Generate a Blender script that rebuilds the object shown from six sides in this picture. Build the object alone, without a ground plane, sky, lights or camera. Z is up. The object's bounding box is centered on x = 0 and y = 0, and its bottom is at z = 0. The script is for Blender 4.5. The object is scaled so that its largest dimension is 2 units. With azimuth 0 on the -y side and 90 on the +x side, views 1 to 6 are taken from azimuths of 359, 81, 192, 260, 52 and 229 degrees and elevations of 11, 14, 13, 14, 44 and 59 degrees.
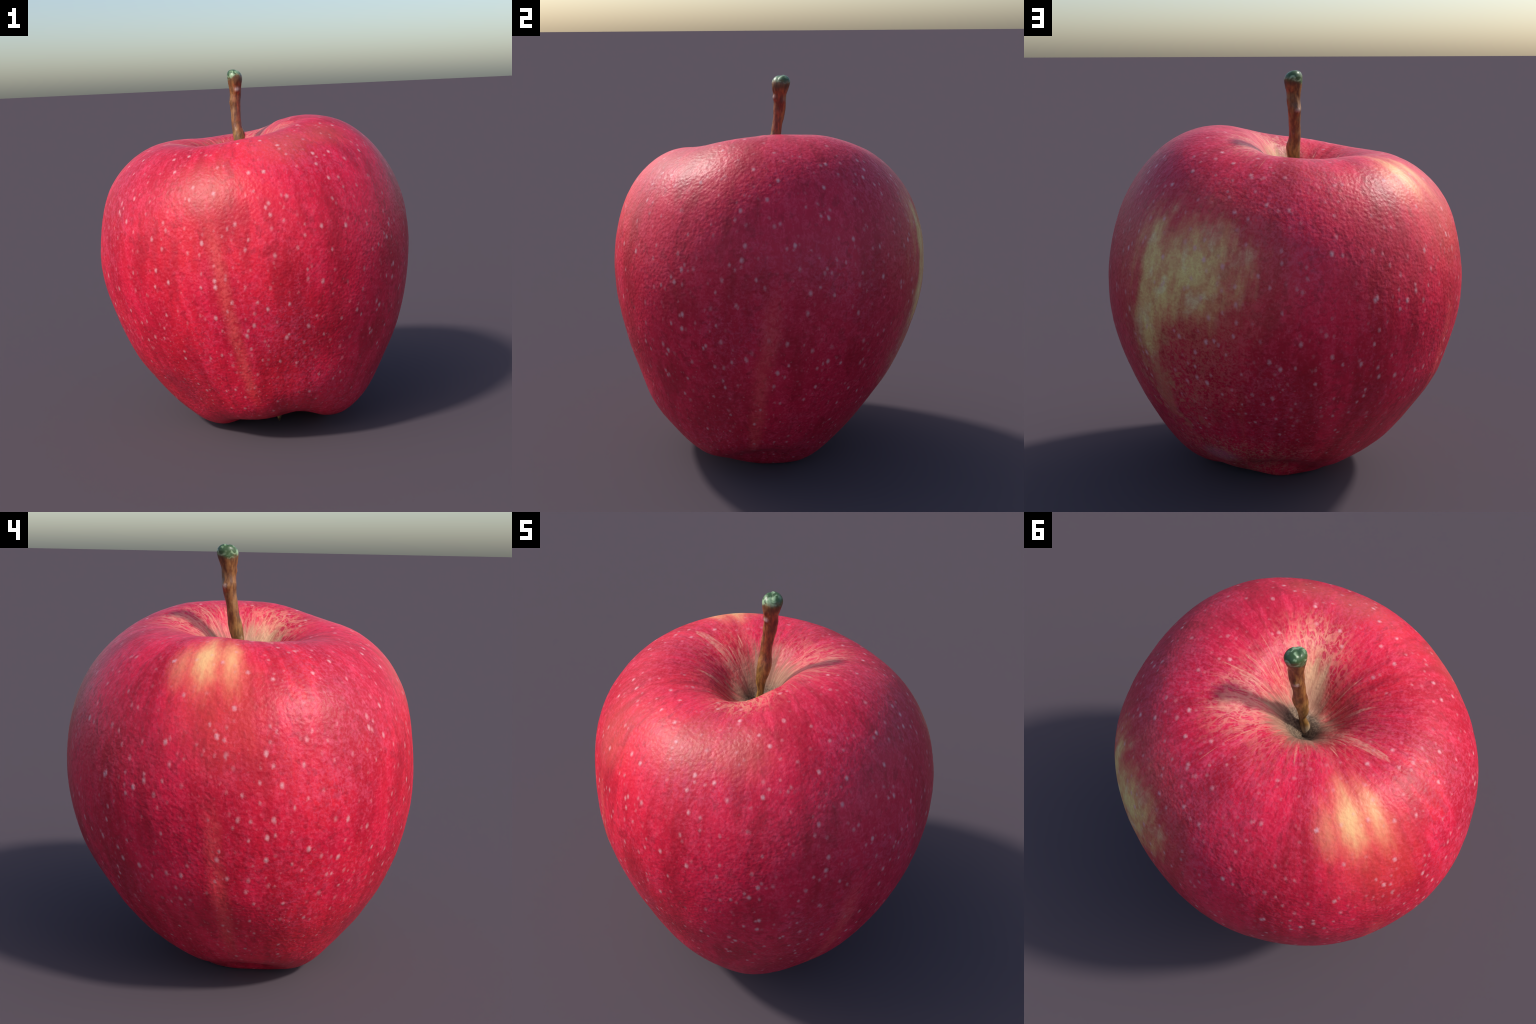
"""A ripe red apple with its stalk, leaning a little on its five-lobed calyx end.

The fruit is a loft: a meridian profile (stalk hollow -> shoulder -> flank -> base -> calyx
hollow) smoothed with a cubic B-spline, whose rings are not circles but low-order lobed
curves (mean + six harmonics of the bearing).  Stalk, calyx and sepals are swept tubes and
blades of their own.  All colours are procedural node materials.
"""
import bpy, bmesh, math
import numpy as np
from mathutils import Matrix, Vector, noise

rng = np.random.default_rng(7)

# ------------------------------------------------------------------ fruit shape
# The skin is described from the heart of the fruit: at each station of elevation (90 = straight
# up into the stalk hollow, -90 = down into the calyx hollow) how far out the skin lies.  Each
# line: mean reach, then (cos, sin) of the 1st..6th harmonic of the bearing round the core.
STATIONS = (90, 86.5, 83, 79.5, 76, 72, 67.5, 62, 54.5, 45, 33, 20,
            6, -8, -20, -31, -41, -50, -58, -65, -71, -76.5, -82, -90)
SKIN_REACH = [
    (0.510, 0.021, 0.000, 0.000, 0.000, 0.000, 0.000, 0.000, 0.000, 0.000, 0.000, 0.000, 0.000),
    (0.565, 0.043, -0.010, 0.002, 0.005, 0.004, 0.001, 0.000, -0.001, 0.000, 0.001, -0.002, 0.001),
    (0.598, 0.052, 0.013, 0.009, 0.014, 0.010, -0.003, 0.000, 0.000, -0.001, 0.001, -0.005, 0.003),
    (0.665, 0.062, 0.061, 0.029, 0.011, 0.014, -0.006, -0.001, -0.001, -0.002, 0.001, -0.006, 0.005),
    (0.734, 0.090, 0.060, 0.048, -0.008, 0.013, -0.003, -0.002, -0.003, -0.003, -0.001, -0.003, 0.005),
    (0.810, 0.074, 0.025, 0.031, -0.015, 0.004, 0.002, -0.003, -0.001, -0.001, -0.001, -0.001, -0.002),
    (0.859, 0.071, 0.014, 0.027, -0.003, 0.002, 0.004, -0.001, 0.000, 0.000, 0.001, -0.001, -0.004),
    (0.908, 0.069, -0.004, 0.022, -0.006, -0.001, 0.002, -0.001, 0.000, -0.003, -0.001, -0.005, 0.000),
    (0.945, 0.058, -0.012, 0.020, -0.001, -0.001, 0.003, 0.000, -0.002, -0.002, -0.003, -0.001, -0.004),
    (0.952, 0.047, -0.022, 0.020, -0.003, -0.004, -0.001, -0.001, -0.004, 0.000, -0.003, 0.000, 0.000),
    (0.936, 0.033, -0.014, 0.022, -0.001, -0.008, -0.006, -0.001, -0.001, 0.001, -0.004, 0.003, -0.002),
    (0.891, 0.022, 0.002, 0.024, -0.004, -0.009, -0.005, -0.004, 0.001, 0.002, -0.001, 0.001, -0.006),
    (0.852, 0.002, 0.015, 0.025, -0.006, -0.008, -0.004, -0.002, 0.001, -0.004, -0.003, 0.001, 0.001),
    (0.819, -0.008, 0.018, 0.024, -0.008, -0.001, -0.004, -0.001, 0.003, -0.004, 0.002, 0.003, 0.000),
    (0.812, -0.021, 0.020, 0.026, -0.012, -0.001, -0.003, 0.000, -0.004, 0.000, 0.003, -0.001, 0.001),
    (0.812, -0.017, 0.008, 0.026, -0.009, -0.003, -0.003, -0.004, 0.004, -0.003, -0.002, 0.005, 0.004),
    (0.828, -0.011, 0.001, 0.020, -0.014, -0.004, 0.000, 0.003, 0.003, -0.002, 0.002, 0.002, 0.003),
    (0.856, -0.008, -0.001, 0.022, -0.010, -0.003, -0.003, 0.000, -0.003, -0.008, -0.001, -0.002, 0.007),
    (0.856, -0.007, -0.005, 0.024, 0.010, -0.007, -0.002, -0.018, 0.001, -0.002, 0.005, -0.008, 0.016),
    (0.864, 0.004, 0.015, 0.034, 0.013, 0.003, -0.008, -0.006, 0.001, 0.001, -0.004, -0.012, 0.009),
    (0.877, -0.011, 0.043, 0.041, -0.004, 0.010, -0.004, 0.007, 0.006, -0.004, -0.005, -0.004, -0.005),
    (0.800, -0.002, 0.037, 0.017, -0.009, 0.011, -0.002, 0.005, 0.005, -0.003, -0.005, -0.001, -0.006),
    (0.714, 0.001, 0.011, 0.003, -0.003, 0.003, 0.000, 0.001, 0.002, -0.001, -0.001, 0.000, -0.002),
    (0.665, 0.000, 0.000, 0.000, 0.000, 0.000, 0.000, 0.000, 0.000, 0.000, 0.000, 0.000, 0.000),
]
HEART_Z = 0.85
CORE_TOP = np.array((-0.06, 0.03))      # core of the fruit at the stalk end (x, y)
CORE_LOW = np.array((0.08, -0.07))      # core at the calyx end: the apple leans


def bspline_basis(count, n):
    """Clamped uniform cubic B-spline basis, n samples over `count` stations."""
    knots = np.r_[[0.0] * 3, np.linspace(0, 1, count - 2), [1.0] * 3]
    t = np.linspace(0, 1, n)
    t[-1] -= 1e-9
    b = [((t >= knots[i]) & (t < knots[i + 1])).astype(float) for i in range(len(knots) - 1)]
    for d in range(1, 4):
        nxt = []
        for i in range(len(b) - 1):
            a, c = knots[i + d] - knots[i], knots[i + d + 1] - knots[i + 1]
            left = 0 if a == 0 else (t - knots[i]) / a * b[i]
            right = 0 if c == 0 else (knots[i + d + 1] - t) / c * b[i + 1]
            nxt.append(left + right)
        b = nxt
    return np.stack(b, -1)


def fruit_rings(n_rings, n_round):
    phi = np.linspace(0, 2 * np.pi, n_round, endpoint=False)
    waves = [np.ones_like(phi)]
    for k in range(1, 7):
        waves += [np.cos(k * phi), np.sin(k * phi)]
    basis = bspline_basis(len(STATIONS), n_rings)
    elev = np.radians(basis @ np.array(STATIONS, float))[:, None]
    reach = basis @ np.array(SKIN_REACH) @ np.array(waves)
    way = (1 - np.sin(elev)) / 2
    core = CORE_TOP[None] + (CORE_LOW - CORE_TOP)[None] * way
    return np.stack([core[:, :1] + reach * np.cos(elev) * np.cos(phi),
                     core[:, 1:] + reach * np.cos(elev) * np.sin(phi),
                     HEART_Z + reach * np.sin(elev)], -1)


def mesh_object(name, verts, faces, material, parent, smooth=True):
    me = bpy.data.meshes.new(name)
    me.from_pydata([tuple(map(float, v)) for v in verts], [], faces)
    if smooth:
        me.polygons.foreach_set("use_smooth", [True] * len(me.polygons))
    me.materials.append(material)
    me.update()
    ob = bpy.data.objects.new(name, me)
    bpy.context.scene.collection.objects.link(ob)
    ob.parent = parent
    return ob


def skin_loft(rings, cap_first=True, cap_last=True):
    """Quads between closed rings (list of equal-length point loops), fans at the ends."""
    n, m = len(rings), len(rings[0])
    verts = [p for ring in rings for p in ring]
    faces = [(i * m + j, i * m + (j + 1) % m, (i + 1) * m + (j + 1) % m, (i + 1) * m + j)
             for i in range(n - 1) for j in range(m)]
    if cap_first:
        verts.append(np.mean(rings[0], 0))
        faces += [((j + 1) % m, j, len(verts) - 1) for j in range(m)]
    if cap_last:
        verts.append(np.mean(rings[-1], 0))
        o = (n - 1) * m
        faces += [(o + j, o + (j + 1) % m, len(verts) - 1) for j in range(m)]
    return verts, faces


# ------------------------------------------------------------------ node helpers
class Sock:
    """A node output that can be used in arithmetic."""
    tree = None

    def __init__(self, s):
        self.s = s

    def __add__(self, o): return math_node("ADD", self, o)
    def __radd__(self, o): return math_node("ADD", o, self)
    def __sub__(self, o): return math_node("SUBTRACT", self, o)
    def __rsub__(self, o): return math_node("SUBTRACT", o, self)
    def __mul__(self, o): return math_node("MULTIPLY", self, o)
    def __rmul__(self, o): return math_node("MULTIPLY", o, self)
    def __truediv__(self, o): return math_node("DIVIDE", self, o)


def plug(node, key, value):
    if isinstance(value, Sock):
        Sock.tree.links.new(value.s, node.inputs[key])
    else:
        node.inputs[key].default_value = value


def math_node(op, *args, clamp=False):
    n = Sock.tree.nodes.new("ShaderNodeMath")
    n.operation, n.use_clamp = op, clamp
    for i, a in enumerate(args):
        plug(n, i, a)
    return Sock(n.outputs[0])


def step(x, lo, hi, to_min=0.0, to_max=1.0):
    n = Sock.tree.nodes.new("ShaderNodeMapRange")
    n.interpolation_type = "SMOOTHSTEP"
    plug(n, "Value", x)
    flip = not isinstance(lo, Sock) and not isinstance(hi, Sock) and lo > hi
    if flip:
        lo, hi, to_min, to_max = hi, lo, to_max, to_min
    for key, v in (("From Min", lo), ("From Max", hi), ("To Min", to_min), ("To Max", to_max)):
        plug(n, key, v)
    return Sock(n.outputs[0])


def noise_tex(vec, scale, detail=3.0, rough=0.55, distort=0.0):
    n = Sock.tree.nodes.new("ShaderNodeTexNoise")
    plug(n, "Vector", vec)
    for key, v in (("Scale", scale), ("Detail", detail), ("Roughness", rough), ("Distortion", distort)):
        plug(n, key, v)
    return Sock(n.outputs["Fac"])


def voronoi(vec, scale, randomness=1.0, feature="F1"):
    n = Sock.tree.nodes.new("ShaderNodeTexVoronoi")
    n.feature = feature
    plug(n, "Vector", vec)
    plug(n, "Scale", scale)
    plug(n, "Randomness", randomness)
    colour = Sock(n.outputs["Color"]) if feature == "F1" else None
    return Sock(n.outputs["Distance"]), colour


def split(vec):
    n = Sock.tree.nodes.new("ShaderNodeSeparateXYZ")
    plug(n, 0, vec)
    return [Sock(o) for o in n.outputs]


def join(x, y, z):
    n = Sock.tree.nodes.new("ShaderNodeCombineXYZ")
    for i, v in enumerate((x, y, z)):
        plug(n, i, v)
    return Sock(n.outputs[0])


def mix(fac, a, b):
    n = Sock.tree.nodes.new("ShaderNodeMix")
    n.data_type, n.clamp_factor = "RGBA", True
    for key, v in (("Factor_Float", fac), ("A_Color", a), ("B_Color", b)):
        sock = next(i for i in n.inputs if i.identifier == key)
        if isinstance(v, Sock):
            Sock.tree.links.new(v.s, sock)
        else:
            sock.default_value = v if key == "Factor_Float" else (*v, 1.0) if len(v) == 3 else v
    return Sock(next(o for o in n.outputs if o.identifier == "Result_Color"))


def peak(x, centre, width):
    """1 at the centre, smoothly 0 at +-width."""
    return step(math_node("ABSOLUTE", x - centre), width, 0.0)


def new_material(name):
    m = bpy.data.materials.new(name)
    m.use_nodes = True
    Sock.tree = m.node_tree
    return m, m.node_tree.nodes["Principled BSDF"]


def object_coords():
    return Sock(Sock.tree.nodes.new("ShaderNodeTexCoord").outputs["Object"])


def bump(height, strength, distance, normal=None):
    n = Sock.tree.nodes.new("ShaderNodeBump")
    plug(n, "Strength", strength)
    plug(n, "Distance", distance)
    plug(n, "Height", height)
    if normal is not None:
        plug(n, "Normal", normal)
    return Sock(n.outputs[0])


# ------------------------------------------------------------------ apple skin
# (bearing, elevation, half width, half height) of highlights painted on the skin
PAINTED_SHEENS = ((-72.0, 51.0, 26.0, 9.0), (-46.0, 52.0, 20.0, 8.0), (-100.0, 37.0, 18.0, 11.0))
CRIMSON, CRIMSON_DEEP = (0.72, 0.010, 0.052), (0.45, 0.005, 0.025)
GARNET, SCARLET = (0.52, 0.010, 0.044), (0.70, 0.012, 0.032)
ROSE, LILAC, LENTICEL = (0.84, 0.080, 0.155), (0.50, 0.080, 0.17), (0.72, 0.34, 0.37)

def skin_material():
    m, bsdf = new_material("apple_skin")
    co = object_coords()
    x, y, z = split(co)
    # cylindrical frame round the leaning core
    low = z * (1 / 1.4)
    cx = x - (0.08 - 0.14 * low)
    cy = y - (0.10 * low - 0.07)
    rad = math_node("SQRT", cx * cx + cy * cy + 1e-6)
    nx, ny = cx / rad, cy / rad
    bearing = math_node("ARCTAN2", cy, cx) * (180 / math.pi)          # degrees, 0 = +x
    lift = math_node("ARCTAN2", z - 0.85, rad) * (180 / math.pi)      # +90 in the stalk hollow
    along = join(nx * 0.8, ny * 0.8, lift * 0.0035)                   # stretched along meridians
    near = join(nx * 0.8, ny * 0.8, lift * 0.0135)

    def bearing_from(b):
        d = bearing - b
        return math_node("WRAP", d, 180.0, -180.0)

    fleck = noise_tex(near, 40.0, 4, 0.68, 0.8)
    grain = noise_tex(co, 95.0, 3, 0.6)
    streak = noise_tex(along, 22.0, 4, 0.6)
    broad = noise_tex(along, 4.0, 3, 0.5)
    cloud = noise_tex(co, 3.2, 3, 0.55)

    def sector(centre, width):
        return peak(bearing_from(centre), 0.0, width)

    def spot_at(b, l, wb, wl):
        """Elliptical distance from a place on the skin: 0 in its middle, 1 on its edge."""
        db, dl = bearing_from(b) * (1 / wb), (lift - l) * (1 / wl)
        return math_node("SQRT", db * db + dl * dl)

    # ---- reds: clear crimson, darker garnet over one side, scarlet where it faced the summer sun
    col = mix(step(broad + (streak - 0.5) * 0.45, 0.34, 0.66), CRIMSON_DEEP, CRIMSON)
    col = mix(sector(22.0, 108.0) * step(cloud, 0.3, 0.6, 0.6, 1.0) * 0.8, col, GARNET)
    scarlet = math_node("MAXIMUM", sector(-105.0, 60.0), sector(-165.0, 45.0)) * 0.75
    col = mix(scarlet * step(cloud + (broad - 0.5) * 0.5, 0.36, 0.62), col, SCARLET)
    # rose flecks where the skin thins, stronger over the shoulder
    pale = step(fleck + (grain - 0.5) * 0.45 + (streak - 0.5) * 0.35 + step(lift, -20.0, 55.0) * 0.05, 0.44, 0.74)
    col = mix(pale * 0.35, col, ROSE)
    dusk = step(noise_tex(near, 27.0, 3, 0.6, 0.5) + (streak - 0.5) * 0.5, 0.50, 0.70)
    col = mix(dusk * 0.50, col, (0.30, 0.004, 0.018))
    smudge = step(noise_tex(along, 9.0, 3, 0.55) + (cloud - 0.5) * 0.7, 0.50, 0.72)
    col = mix(smudge * 0.55, col, (0.34, 0.004, 0.017))
    # lilac tint, in soft drifts
    lilac_drift = step(noise_tex(co, 2.1, 2, 0.5) + sector(50.0, 80.0) * 0.08, 0.48, 0.66) * step(fleck + (grain - 0.5) * 0.7, 0.34, 0.66)
    col = mix(lilac_drift * 0.18, col, LILAC)
    wax = step(spot_at(73.0, -50.0, 13.0, 6.0) + (fleck - 0.5) * 0.9, 1.1, 0.3)
    col = mix(wax * 0.3, col, (0.40, 0.25, 0.36))

    # ---- broad salmon-brown highlight sheen, tinted into the shoulder colour
    for b, l, wb, wl in PAINTED_SHEENS:
        painted_sheen = step(spot_at(b, l, wb, wl) + (cloud - 0.5) * 1.6 + (broad - 0.5) * 1.2 + (fleck - 0.5) * 0.8, 1.3, 0.0)
        col = mix(painted_sheen * 0.36, col, (0.56, 0.125, 0.095))

    # ---- faint salmon sutures running down three sides
    for b, slope, top, foot, w, amount in ((-102.0, -0.05, 24.0, -45.0, 4.4, 0.50), (163.5, -0.03, 8.0, -45.0, 4.0, 0.40),
                                           (-8.5, 0.08, 12.0, -55.0, 4.6, 0.36), (88.0, 0.0, -18.0, -50.0, 2.4, 0.2)):
        d = bearing_from(b) - lift * slope + (noise_tex(near, 6.0, 3) - 0.5) * 5.0
        line = step(math_node("ABSOLUTE", d), w, 0.0) * step(lift, top + 8, top - 8) * step(lift, foot - 6, foot + 12)
        col = mix(line * amount * step(fleck, 0.3, 0.6, 0.25, 1.0), col, (0.80, 0.105, 0.088))

    # ---- yellow-green flank patch where a leaf kept the sun off: soft, brushed, freckled
    brush = (noise_tex(along, 20.0, 4, 0.62) - 0.5) * 1.5 + (noise_tex(near, 9.0, 4, 0.6) - 0.5) * 0.9
    flank = spot_at(68.0, 22.5, 19.5, 15.0)
    trail = spot_at(55.0, 8.0, 8.0, 20.0) + 0.32
    patch = math_node("MINIMUM", flank, trail)
    halo = step(patch + brush * 0.35, 2.2, 0.7) * 0.50
    col = mix(halo * step(fleck + (grain - 0.5), 0.3, 0.6, 0.5, 1.0), col, (0.60, 0.125, 0.08))
    under = step(spot_at(68.0, -4.0, 26.0, 34.0) + brush * 0.4, 1.2, 0.3) * step(fleck + (grain - 0.5) * 0.9, 0.36, 0.60)
    col = mix(under * 0.42, col, (0.58, 0.135, 0.085))
    tail = sector(58.0, 24.0) * step(lift, 16.0, -2.0) * step(lift, -50.0, -26.0)
    tail = tail * step(noise_tex(near, 15.0, 3, 0.6) + (fleck - 0.5) * 0.5 + brush * 0.12, 0.50, 0.66)
    tail = math_node("MAXIMUM", tail, step(spot_at(57.0, -22.0, 5.0, 18.0) + brush * 0.9 + (fleck - 0.5) * 1.4, 1.0, 0.3) * 0.75)
    foot = sector(80.0, 62.0) * step(lift, -34.0, -46.0) * step(fleck + (grain - 0.5), 0.43, 0.68)
    col = mix(math_node("MAXIMUM", tail, foot) * 0.45, col, (0.55, 0.27, 0.13))
    gaps = (noise_tex(along, 13.0, 3, 0.6) - 0.5) * 1.6 + (noise_tex(near, 6.0, 3, 0.55) - 0.5) * 1.3
    blush = step(patch + brush * 0.42 + gaps * 0.75, 1.34, 0.24)
    freckle = step(fleck + (grain - 0.5) * 0.8 + (streak - 0.5) * 0.5, 0.40, 0.62)
    warm = mix(step(noise_tex(near, 7.0, 3) + (streak - 0.5) * 0.5, 0.34, 0.58), (0.72, 0.37, 0.15), (0.82, 0.60, 0.22))
    warm = mix(step(noise_tex(near, 11.0, 2), 0.52, 0.68) * 0.75, warm, (0.84, 0.74, 0.38))
    col = mix(blush * (0.74 + 0.22 * freckle), col, warm)

    # ---- orange-gold streaks over the sunny shoulder, melting into peach and then red
    glow = spot_at(164.0, 43.0, 19.0, 24.0)
    col = mix(step(glow + brush * 0.4, 1.3, 0.2) * 0.34, col, (0.78, 0.085, 0.055))
    flare = step(spot_at(160.0, 52.0, 17.0, 12.0) + brush * 0.55, 1.3, 0.15)
    col = mix(flare * 0.55, col, (0.82, 0.17, 0.11))
    fine_brush = (noise_tex(along, 30.0, 3, 0.6) - 0.5) * 0.9 + (noise_tex(near, 12.0, 3, 0.6) - 0.5) * 1.5
    gold = None
    for b, l, wb, wl, amount in ((148.5, 50.0, 4.4, 9.0, 0.42), (159.0, 53.0, 7.0, 12.0, 0.92), (169.5, 51.0, 5.6, 11.0, 0.75)):
        g = step(spot_at(b, l, wb, wl) + fine_brush * 0.80, 1.45, -0.1) * amount
        gold = g if gold is None else math_node("MAXIMUM", gold, g)
    col = mix(gold * 0.90, col, mix(gold, (0.84, 0.24, 0.13), (0.88, 0.56, 0.24)))

    # ---- lenticels: sparse and large above, small and crowded toward the base
    wob = join(x + (grain - 0.5) * 0.012 + (fleck - 0.5) * 0.006, y + (fleck - 0.5) * 0.014, (z + (grain - 0.5) * 0.012) * 0.68)
    d1, c1 = voronoi(wob, 15.5)
    d2, c2 = voronoi(wob, 21.0)
    r1, r2 = split(c1)[0], split(c2)[0]
    dots = step(d1, 0.22, 0.0) * step(r1, 0.0, 0.7, 0.45, 1.0) * step(lift, -38.0, -8.0)
    fine = step(d2, 0.235, 0.0) * step(r2, 0.0, 0.8, 0.20, 0.85) * step(lift, 45.0, -8.0, 0.6, 1.0)
    tiny = step(voronoi(wob, 40.0)[0], 0.22, 0.0) * step(lift, 20.0, -40.0, 0.12, 0.40)
    spot = math_node("MAXIMUM", math_node("MAXIMUM", dots, fine), tiny) * step(rad, 0.26, 0.36)
    col = mix(spot * 0.90, col, LENTICEL)

    # ---- russet: grey-tan wall of the hollow, veined pink above it, ragged rays over the rim
    top = step(z, 1.15, 1.3)
    ring = join(nx * 0.8, ny * 0.8, rad * 0.5)
    wander = (noise_tex(ring, 2.6, 2) - 0.5) * 0.20
    south, east, gap = sector(-50.0, 46.0), sector(55.0, 60.0), sector(-112.0, 44.0)
    reach = 0.20 + south * 0.10 + sector(-164.0, 30.0) * 0.07 + east * 0.07 + wander
    spiky = noise_tex(join(nx * 0.8, ny * 0.8, rad * 0.20), 11.0, 3, 0.62, 0.5)
    ragged = noise_tex(ring, 34.0, 3, 0.65, 0.8)
    # broken veins: thin ridges of a warped noise, running mostly down the wall
    veined = join(cx * 0.40 + nx * 0.17, cy * 0.40 + ny * 0.17, z * 0.3)
    vein = step(math_node("ABSOLUTE", noise_tex(veined, 26.0, 2, 0.5, 0.5) - 0.5), 0.070, 0.014)
    vein2 = step(math_node("ABSOLUTE", noise_tex(veined, 44.0, 2, 0.5, 0.7) - 0.48), 0.07, 0.015)
    veins = math_node("MAXIMUM", vein, vein2 * 0.7)
    burst = noise_tex(veined, 15.0, 5, 0.72, 0.8)
    islands = step(burst + (spiky - 0.5) * 0.35 + (reach - rad) * 1.5, 0.57, 0.67) * top
    tongues = step(spiky + (reach - rad) * 0.62, 0.575, 0.635) * step(rad - reach, 0.32, 0.22) * top
    vein_zone = step(rad - reach + (ragged - 0.5) * 0.2, 0.20, 0.0) * top * (0.3 + 0.7 * math_node("MAXIMUM", south, east))
    russ = math_node("MAXIMUM", islands * (0.24 + veins * 0.50), tongues * (0.34 + veins * 0.44))
    russ = math_node("MAXIMUM", russ, vein_zone * veins * 0.62)
    col = mix(russ, col, mix(south * 0.7, (0.70, 0.26, 0.19), (0.74, 0.33, 0.19)))
    wall = step(rad - 0.12 - south * 0.13 - sector(140.0, 70.0) * 0.05 - east * 0.03
                + (spiky - 0.5) * 0.18 + (burst - 0.5) * 0.22, 0.06, -0.05) * top
    tan = mix(step(noise_tex(near, 12.0, 4), 0.35, 0.7), (0.25, 0.135, 0.088), (0.42, 0.255, 0.165))
    tan = mix(south * step(rad, 0.12, 0.21) * 0.85, tan, mix(step(ragged, 0.38, 0.6), (0.46, 0.25, 0.14), (0.66, 0.41, 0.23)))
    col = mix(wall * (0.88 - gap * step(rad, 0.11, 0.19) * 0.45), col, tan)
    solid = wall
    dark_floor = step(rad + (fleck - 0.5) * 0.06, 0.105, 0.06) * top
    col = mix(dark_floor * 0.85, col, mix(step(grain, 0.4, 0.62), (0.070, 0.058, 0.042), (0.22, 0.17, 0.115)))
    # dry brown in the calyx hollow
    base_rad = math_node("SQRT", (x - 0.08) * (x - 0.08) + (y + 0.07) * (y + 0.07))
    calyx = step(base_rad + (fleck - 0.5) * 0.08, 0.15, 0.06) * step(z, 0.3, 0.2)
    col = mix(calyx * 0.8, col, (0.20, 0.11, 0.05))

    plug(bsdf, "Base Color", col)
    plug(bsdf, "Roughness", 0.47 + (grain - 0.5) * 0.22 + solid * 0.25)
    plug(bsdf, "Specular IOR Level", 0.34)
    pebble = voronoi(co, 62.0, 1.0, "SMOOTH_F1")[0]
    height = noise_tex(co, 78.0, 2, 0.5, 0.2) * 0.7 + pebble * 0.9 + fleck * 0.35 + spot * 0.3 + russ * 0.35
    plug(bsdf, "Normal", bump(height, 0.30, 0.007))
    return m


# ------------------------------------------------------------------ stalk
# centre line (x, y, z, diameter) from the foot in the hollow to the cut end
STALK = [(-0.056, -0.004, 1.330, 0.046), (-0.057, 0.004, 1.380, 0.046), (-0.058, 0.016, 1.430, 0.040),
         (-0.060, 0.026, 1.470, 0.034), (-0.062, 0.031, 1.505, 0.036), (-0.064, 0.031, 1.540, 0.048),
         (-0.060, 0.036, 1.580, 0.057), (-0.059, 0.043, 1.615, 0.064), (-0.062, 0.050, 1.650, 0.063),
         (-0.069, 0.059, 1.690, 0.057), (-0.071, 0.067, 1.740, 0.056), (-0.071, 0.075, 1.780, 0.058),
         (-0.071, 0.080, 1.820, 0.062), (-0.067, 0.081, 1.860, 0.063), (-0.068, 0.081, 1.895, 0.067),
         (-0.068, 0.083, 1.925, 0.079), (-0.068, 0.086, 1.952, 0.088), (-0.068, 0.088, 1.972, 0.091)]


def stalk_rings(n_len=110, n_round=48):
    ctl = np.array(STALK)
    s = np.linspace(0, len(ctl) - 1, n_len)
    k = np.arange(len(ctl))
    # Catmull-Rom through the stations
    line = []
    for t in s:
        i = min(int(t), len(ctl) - 2)
        u = t - i
        p0, p1, p2, p3 = ctl[max(i - 1, 0)], ctl[i], ctl[i + 1], ctl[min(i + 2, len(ctl) - 1)]
        line.append(0.5 * (2 * p1 + (p2 - p0) * u + (2 * p0 - 5 * p1 + 4 * p2 - p3) * u * u + (3 * p1 - p0 - 3 * p2 + p3) * u ** 3))
    line = np.array(line)
    a = np.linspace(0, 2 * np.pi, n_round, endpoint=False)
    rings = []
    for x, y, z, d in line:
        top = np.clip((z - 1.90) / 0.07, 0, 1)
        r = d / 2 * (1 + top * 0.07 * -np.cos(2 * a))
        pts = np.stack([x + r * np.cos(a), y + r * np.sin(a), np.full_like(a, z)], -1)
        rings.append(pts)
    # knobbly rounded end: shrinking rings, tipped down toward +x, with a groove across it
    x, y, z, d = line[-1]
    for f in np.linspace(0.08, 0.999, 14):
        r = d / 2 * (1 - 0.07 * np.cos(2 * a)) * math.cos(f * math.pi / 2) ** 0.75
        rings.append(np.stack([x + r * np.cos(a), y + r * np.sin(a), np.full_like(a, z + 0.038 * math.sin(f * math.pi / 2))], -1))
    for ring in rings:
        for p in ring:
            out = Vector((p[0] - x, p[1] - y, 0))
            w = np.clip((p[2] - 1.93) / 0.04, 0, 1)
            tip = w * (-0.22 * (p[0] - x) + 0.10 * (p[1] - y))
            groove = w * 0.0035 * math.exp(-((p[1] - y + 0.6 * (p[0] - x) + 0.008) / 0.008) ** 2)
            n1 = noise.noise(Vector((p[0] * 28, p[1] * 28, p[2] * 9)))
            n2 = noise.noise(Vector((p[0] * 70, p[1] * 70, p[2] * 26 + 5)))
            k = 1 + (0.09 * n1 + 0.06 * n2) * (1 - 0.8 * w)
            c = np.array([np.interp(p[2], line[:, 2], line[:, 0]), np.interp(p[2], line[:, 2], line[:, 1])])
            # old bud scars swell the side of the stalk
            for (bx, by, bz, size) in ((0.25, -0.97, 1.883, 0.20), (-0.70, 0.71, 1.815, 0.22), (0.9, 0.1, 1.64, 0.16)):
                v = p[:2] - c
                l = np.hypot(*v) + 1e-6
                side = max(0.0, (v[0] * bx + v[1] * by) / l)
                k += size * side ** 6 * math.exp(-((p[2] - bz) / 0.016) ** 2)
            p[:2] = c + (p[:2] - c) * k
            p[2] += tip - groove
    top = max(p[2] for ring in rings for p in ring)
    for ring in rings:
        for p in ring:
            p[2] += (2.0 - top) * np.clip((p[2] - 1.9) / 0.08, 0, 1)
    return rings


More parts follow.
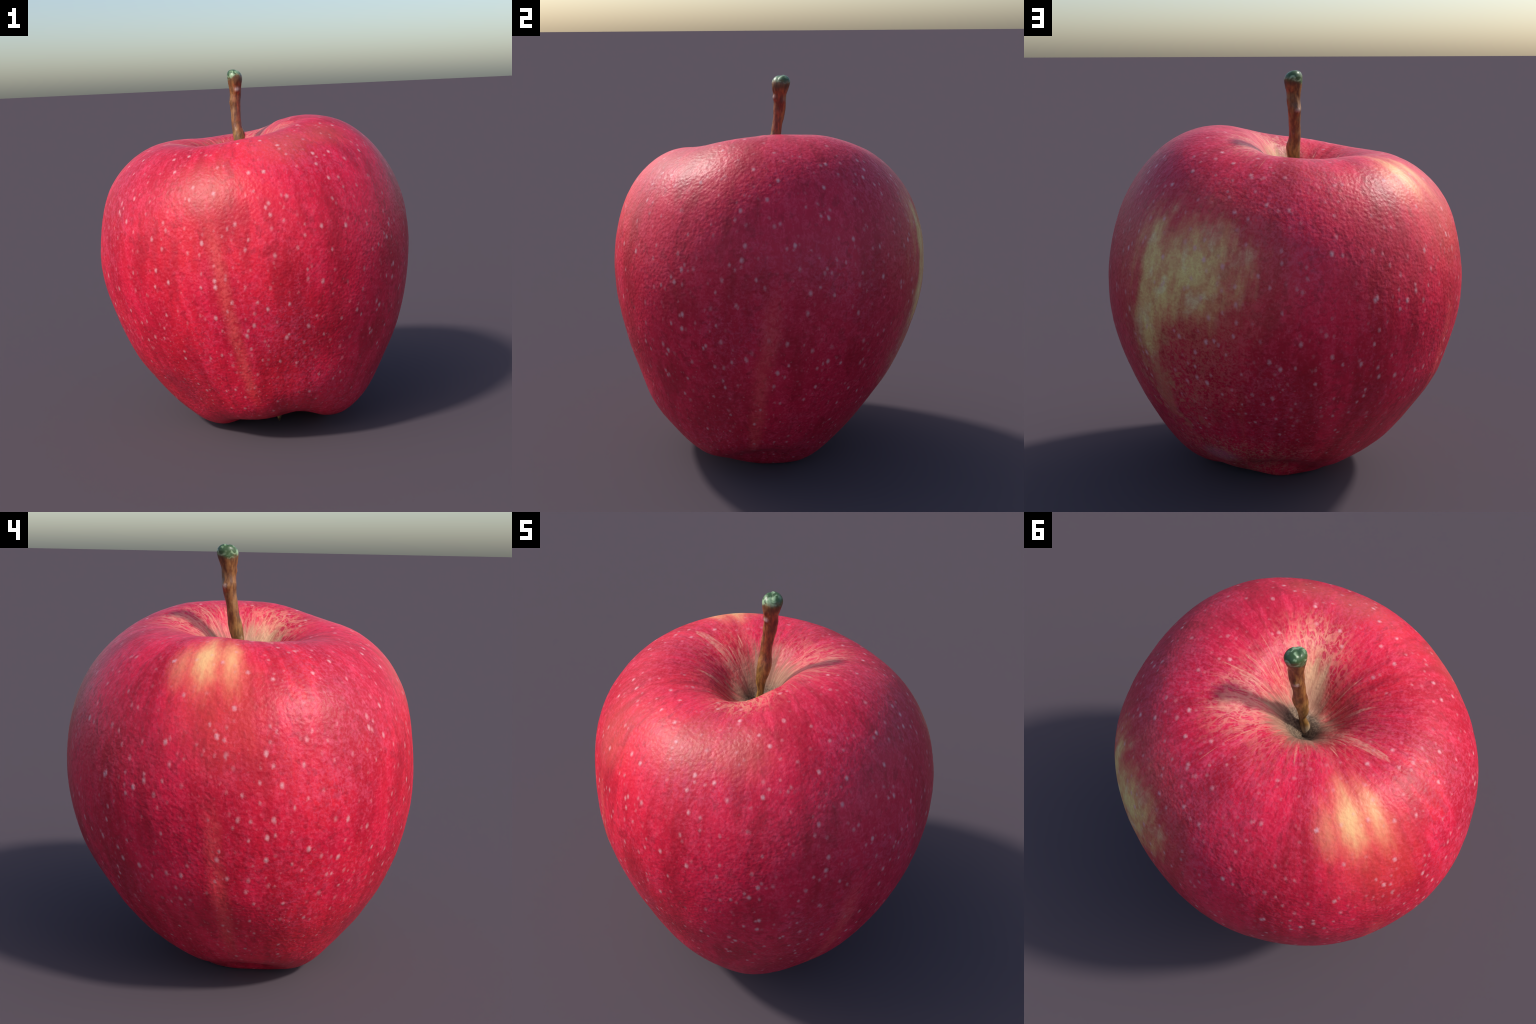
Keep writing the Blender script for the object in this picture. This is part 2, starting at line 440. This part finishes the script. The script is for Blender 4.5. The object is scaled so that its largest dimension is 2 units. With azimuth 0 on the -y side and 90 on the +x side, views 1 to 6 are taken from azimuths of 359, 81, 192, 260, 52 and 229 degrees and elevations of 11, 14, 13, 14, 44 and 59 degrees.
def stalk_material():
    m, bsdf = new_material("stalk_bark")
    co = object_coords()
    x, y, z = split(co)
    ox, oy = x + 0.068, y - 0.072
    fibre = noise_tex(join(x * 1.0, y * 1.0, z * 0.28), 60.0, 4, 0.6)
    blot = noise_tex(co, 26.0, 3, 0.6)
    col = mix(step(fibre, 0.35, 0.68), (0.115, 0.040, 0.014), (0.29, 0.125, 0.036))
    # sun-reddened side
    red = step(ox * 14.0 - oy * 5.0 + (blot - 0.5) * 1.6, -0.2, 0.5) * step(z, 1.62, 1.70) * step(z, 1.96, 1.90)
    col = mix(red * 0.8, col, mix(step(fibre, 0.35, 0.7), (0.11, 0.018, 0.012), (0.34, 0.055, 0.025)))
    # olive-ochre toward the foot, pale where it enters the flesh
    ochre = step(z + (blot - 0.5) * 0.1, 1.70, 1.58)
    col = mix(ochre * 0.7, col, mix(step(fibre, 0.4, 0.65), (0.15, 0.085, 0.02), (0.38, 0.22, 0.06)))
    col = mix(step(z, 1.45, 1.38) * 0.85, col, (0.46, 0.36, 0.25))
    # green cut end with paler streaks and a dark collar
    collar = peak(z + (blot - 0.5) * 0.03, 1.945, 0.03)
    col = mix(collar * 0.55, col, (0.07, 0.035, 0.02))
    edge = z + (blot - 0.5) * 0.05 - ox * 0.35 + oy * 0.12
    green = step(edge, 1.945, 1.972)
    gcol = mix(step(noise_tex(co, 30.0, 1, 0.5, 1.0), 0.45, 0.68), (0.038, 0.095, 0.034), (0.28, 0.42, 0.24))
    col = mix(green * 0.95, col, gcol)
    # pale bud scars
    for bx, by, bz in ((-0.060, 0.050, 1.888), (-0.094, 0.105, 1.818)):
        dx, dy, dz = x - bx, y - by, z - bz
        dist = math_node("SQRT", dx * dx + dy * dy + dz * dz)
        col = mix(step(dist + (blot - 0.5) * 0.030, 0.020, 0.004) * 0.6, col, (0.60, 0.46, 0.42))
    col = mix(step(blot, 0.60, 0.72) * step(z, 1.75, 1.65) * 0.4, col, (0.45, 0.30, 0.22))
    plug(bsdf, "Base Color", col)
    plug(bsdf, "Roughness", 0.38)
    plug(bsdf, "Normal", bump(fibre + blot * 0.6, step(z, 1.93, 1.96, 0.5, 0.12), 0.006))
    return m


def dry_material(name, dark, light):
    m, bsdf = new_material(name)
    f = noise_tex(object_coords(), 40.0, 4, 0.6)
    plug(bsdf, "Base Color", mix(step(f, 0.35, 0.65), dark, light))
    plug(bsdf, "Roughness", 0.8)
    plug(bsdf, "Normal", bump(f, 0.5, 0.006))
    return m


def blade(length, width, curl, thick=0.006, n=12, m=6):
    """A dried pointed blade growing along +x, curling up in z, with real thickness."""
    top, bottom = [], []
    for i in range(n + 1):
        t = i / n
        w = width * (math.sin(math.pi * (0.18 + 0.80 * t)) ** 0.8) * (1 - 0.35 * t)
        ang = curl * t
        cx = length * (math.sin(ang) / max(curl, 1e-3) if curl else t)
        cz = length * ((1 - math.cos(ang)) / curl if curl else 0)
        for j in range(m + 1):
            s = j / m * 2 - 1
            dome = 0.25 * width * (s * s)
            top.append((cx, s * w / 2, cz + dome + thick / 2))
            bottom.append((cx, s * w / 2, cz + dome - thick / 2))
    verts = top + bottom
    o, row = len(top), m + 1
    faces = []
    for i in range(n):
        for j in range(m):
            a, b, c, d = i * row + j, i * row + j + 1, (i + 1) * row + j + 1, (i + 1) * row + j
            faces += [(a, d, c, b), (o + a, o + b, o + c, o + d)]
    rim = [i * row for i in range(n + 1)] + [n * row + j for j in range(1, row)] \
        + [i * row + m for i in range(n - 1, -1, -1)] + [j for j in range(m - 1, 0, -1)]
    for a, b in zip(rim, rim[1:] + rim[:1]):
        faces.append((a, b, o + b, o + a))
    return verts, faces


# ------------------------------------------------------------------ build
for ob in list(bpy.data.objects):
    bpy.data.objects.remove(ob)

apple = bpy.data.objects.new("apple", None)
bpy.context.scene.collection.objects.link(apple)
apple["label"] = "ripe red speckled apple with a short brown stalk"
apple["category"] = "apple"

skin = skin_material()
rings = fruit_rings(300, 480)
rings[:, :, 2] -= rings[:, :, 2].min()
grid = rings[1:-1]
# gentle pitting and unevenness of the skin, along the outward direction
nrm = np.cross(np.roll(grid, -1, 1) - np.roll(grid, 1, 1), np.gradient(grid, axis=0))
nrm /= np.linalg.norm(nrm, axis=2, keepdims=True) + 1e-12
if (nrm[150] * (grid[150] - grid[150].mean(0))).sum() < 0:
    nrm = -nrm
for i in range(len(grid)):
    for j in range(grid.shape[1]):
        p = Vector(grid[i, j])
        d = 0.0016 * noise.noise(p * 9) + 0.0007 * noise.noise(p * 34)
        grid[i, j] += nrm[i, j] * d
grid[:, :, 2] = np.maximum(grid[:, :, 2], 0.0)
verts, faces = skin_loft(list(grid))
faces = [f[::-1] for f in faces]
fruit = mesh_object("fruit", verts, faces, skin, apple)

stalk_v, stalk_f = skin_loft(stalk_rings())
stalk = mesh_object("stalk", stalk_v, stalk_f, stalk_material(), apple)

# a scrap of dried bud scale left on the wall beside the foot of the stalk
scale_v, scale_f = blade(0.034, 0.022, 0.7, 0.003)
bud_scale = mesh_object("bud_scale", scale_v, scale_f, dry_material("bud_scale_husk", (0.16, 0.12, 0.08), (0.42, 0.33, 0.24)), apple)
bud_scale.location = (-0.018, 0.052, 1.392)
bud_scale.rotation_euler = (0.3, -0.75, 1.0)

# calyx: a withered tube in the hollow underneath with five dried sepals hanging from it
withered = dry_material("withered_sepal", (0.10, 0.05, 0.02), (0.36, 0.19, 0.07))
calyx_top = float(grid[-1, :, 2].mean())
calyx = mesh_object("calyx", *skin_loft([[(0.08 + r * math.cos(a), -0.07 + r * math.sin(a), z) for a in np.linspace(0, 2 * math.pi, 20, endpoint=False)]
                                         for r, z in ((0.030, calyx_top + 0.01), (0.036, calyx_top - 0.03), (0.050, 0.115), (0.046, 0.100), (0.020, 0.112))]), withered, apple)
sep_v, sep_f = blade(0.145, 0.062, 0.45, 0.005)
sepal_mesh = None
for k, (px, py, pz) in enumerate(((0.098, -0.240, 0.030), (0.165, -0.120, 0.034), (0.150, -0.010, 0.036), (0.050, 0.020, 0.034), (0.000, -0.090, 0.034))):
    if sepal_mesh is None:
        ob = mesh_object("sepal", sep_v, sep_f, withered, calyx)
        sepal_mesh = ob.data
    else:
        ob = bpy.data.objects.new("sepal", sepal_mesh)
        bpy.context.scene.collection.objects.link(ob)
        ob.parent = calyx
    pz += 0.010
    out = Vector((px - 0.08, py + 0.07, 0.0)).normalized()
    root = Vector((0.08, -0.07, 0.118)) + out * 0.035
    aim = Vector((px, py, pz)) - root
    side = aim.cross(out).normalized()
    ob.matrix_local = Matrix.Translation(root) @ Matrix((aim.normalized(), side, aim.normalized().cross(side))).transposed().to_4x4() @ Matrix.Scale(aim.length / 0.145 * rng.uniform(0.90, 0.97), 4)
bpy.context.view_layer.update()
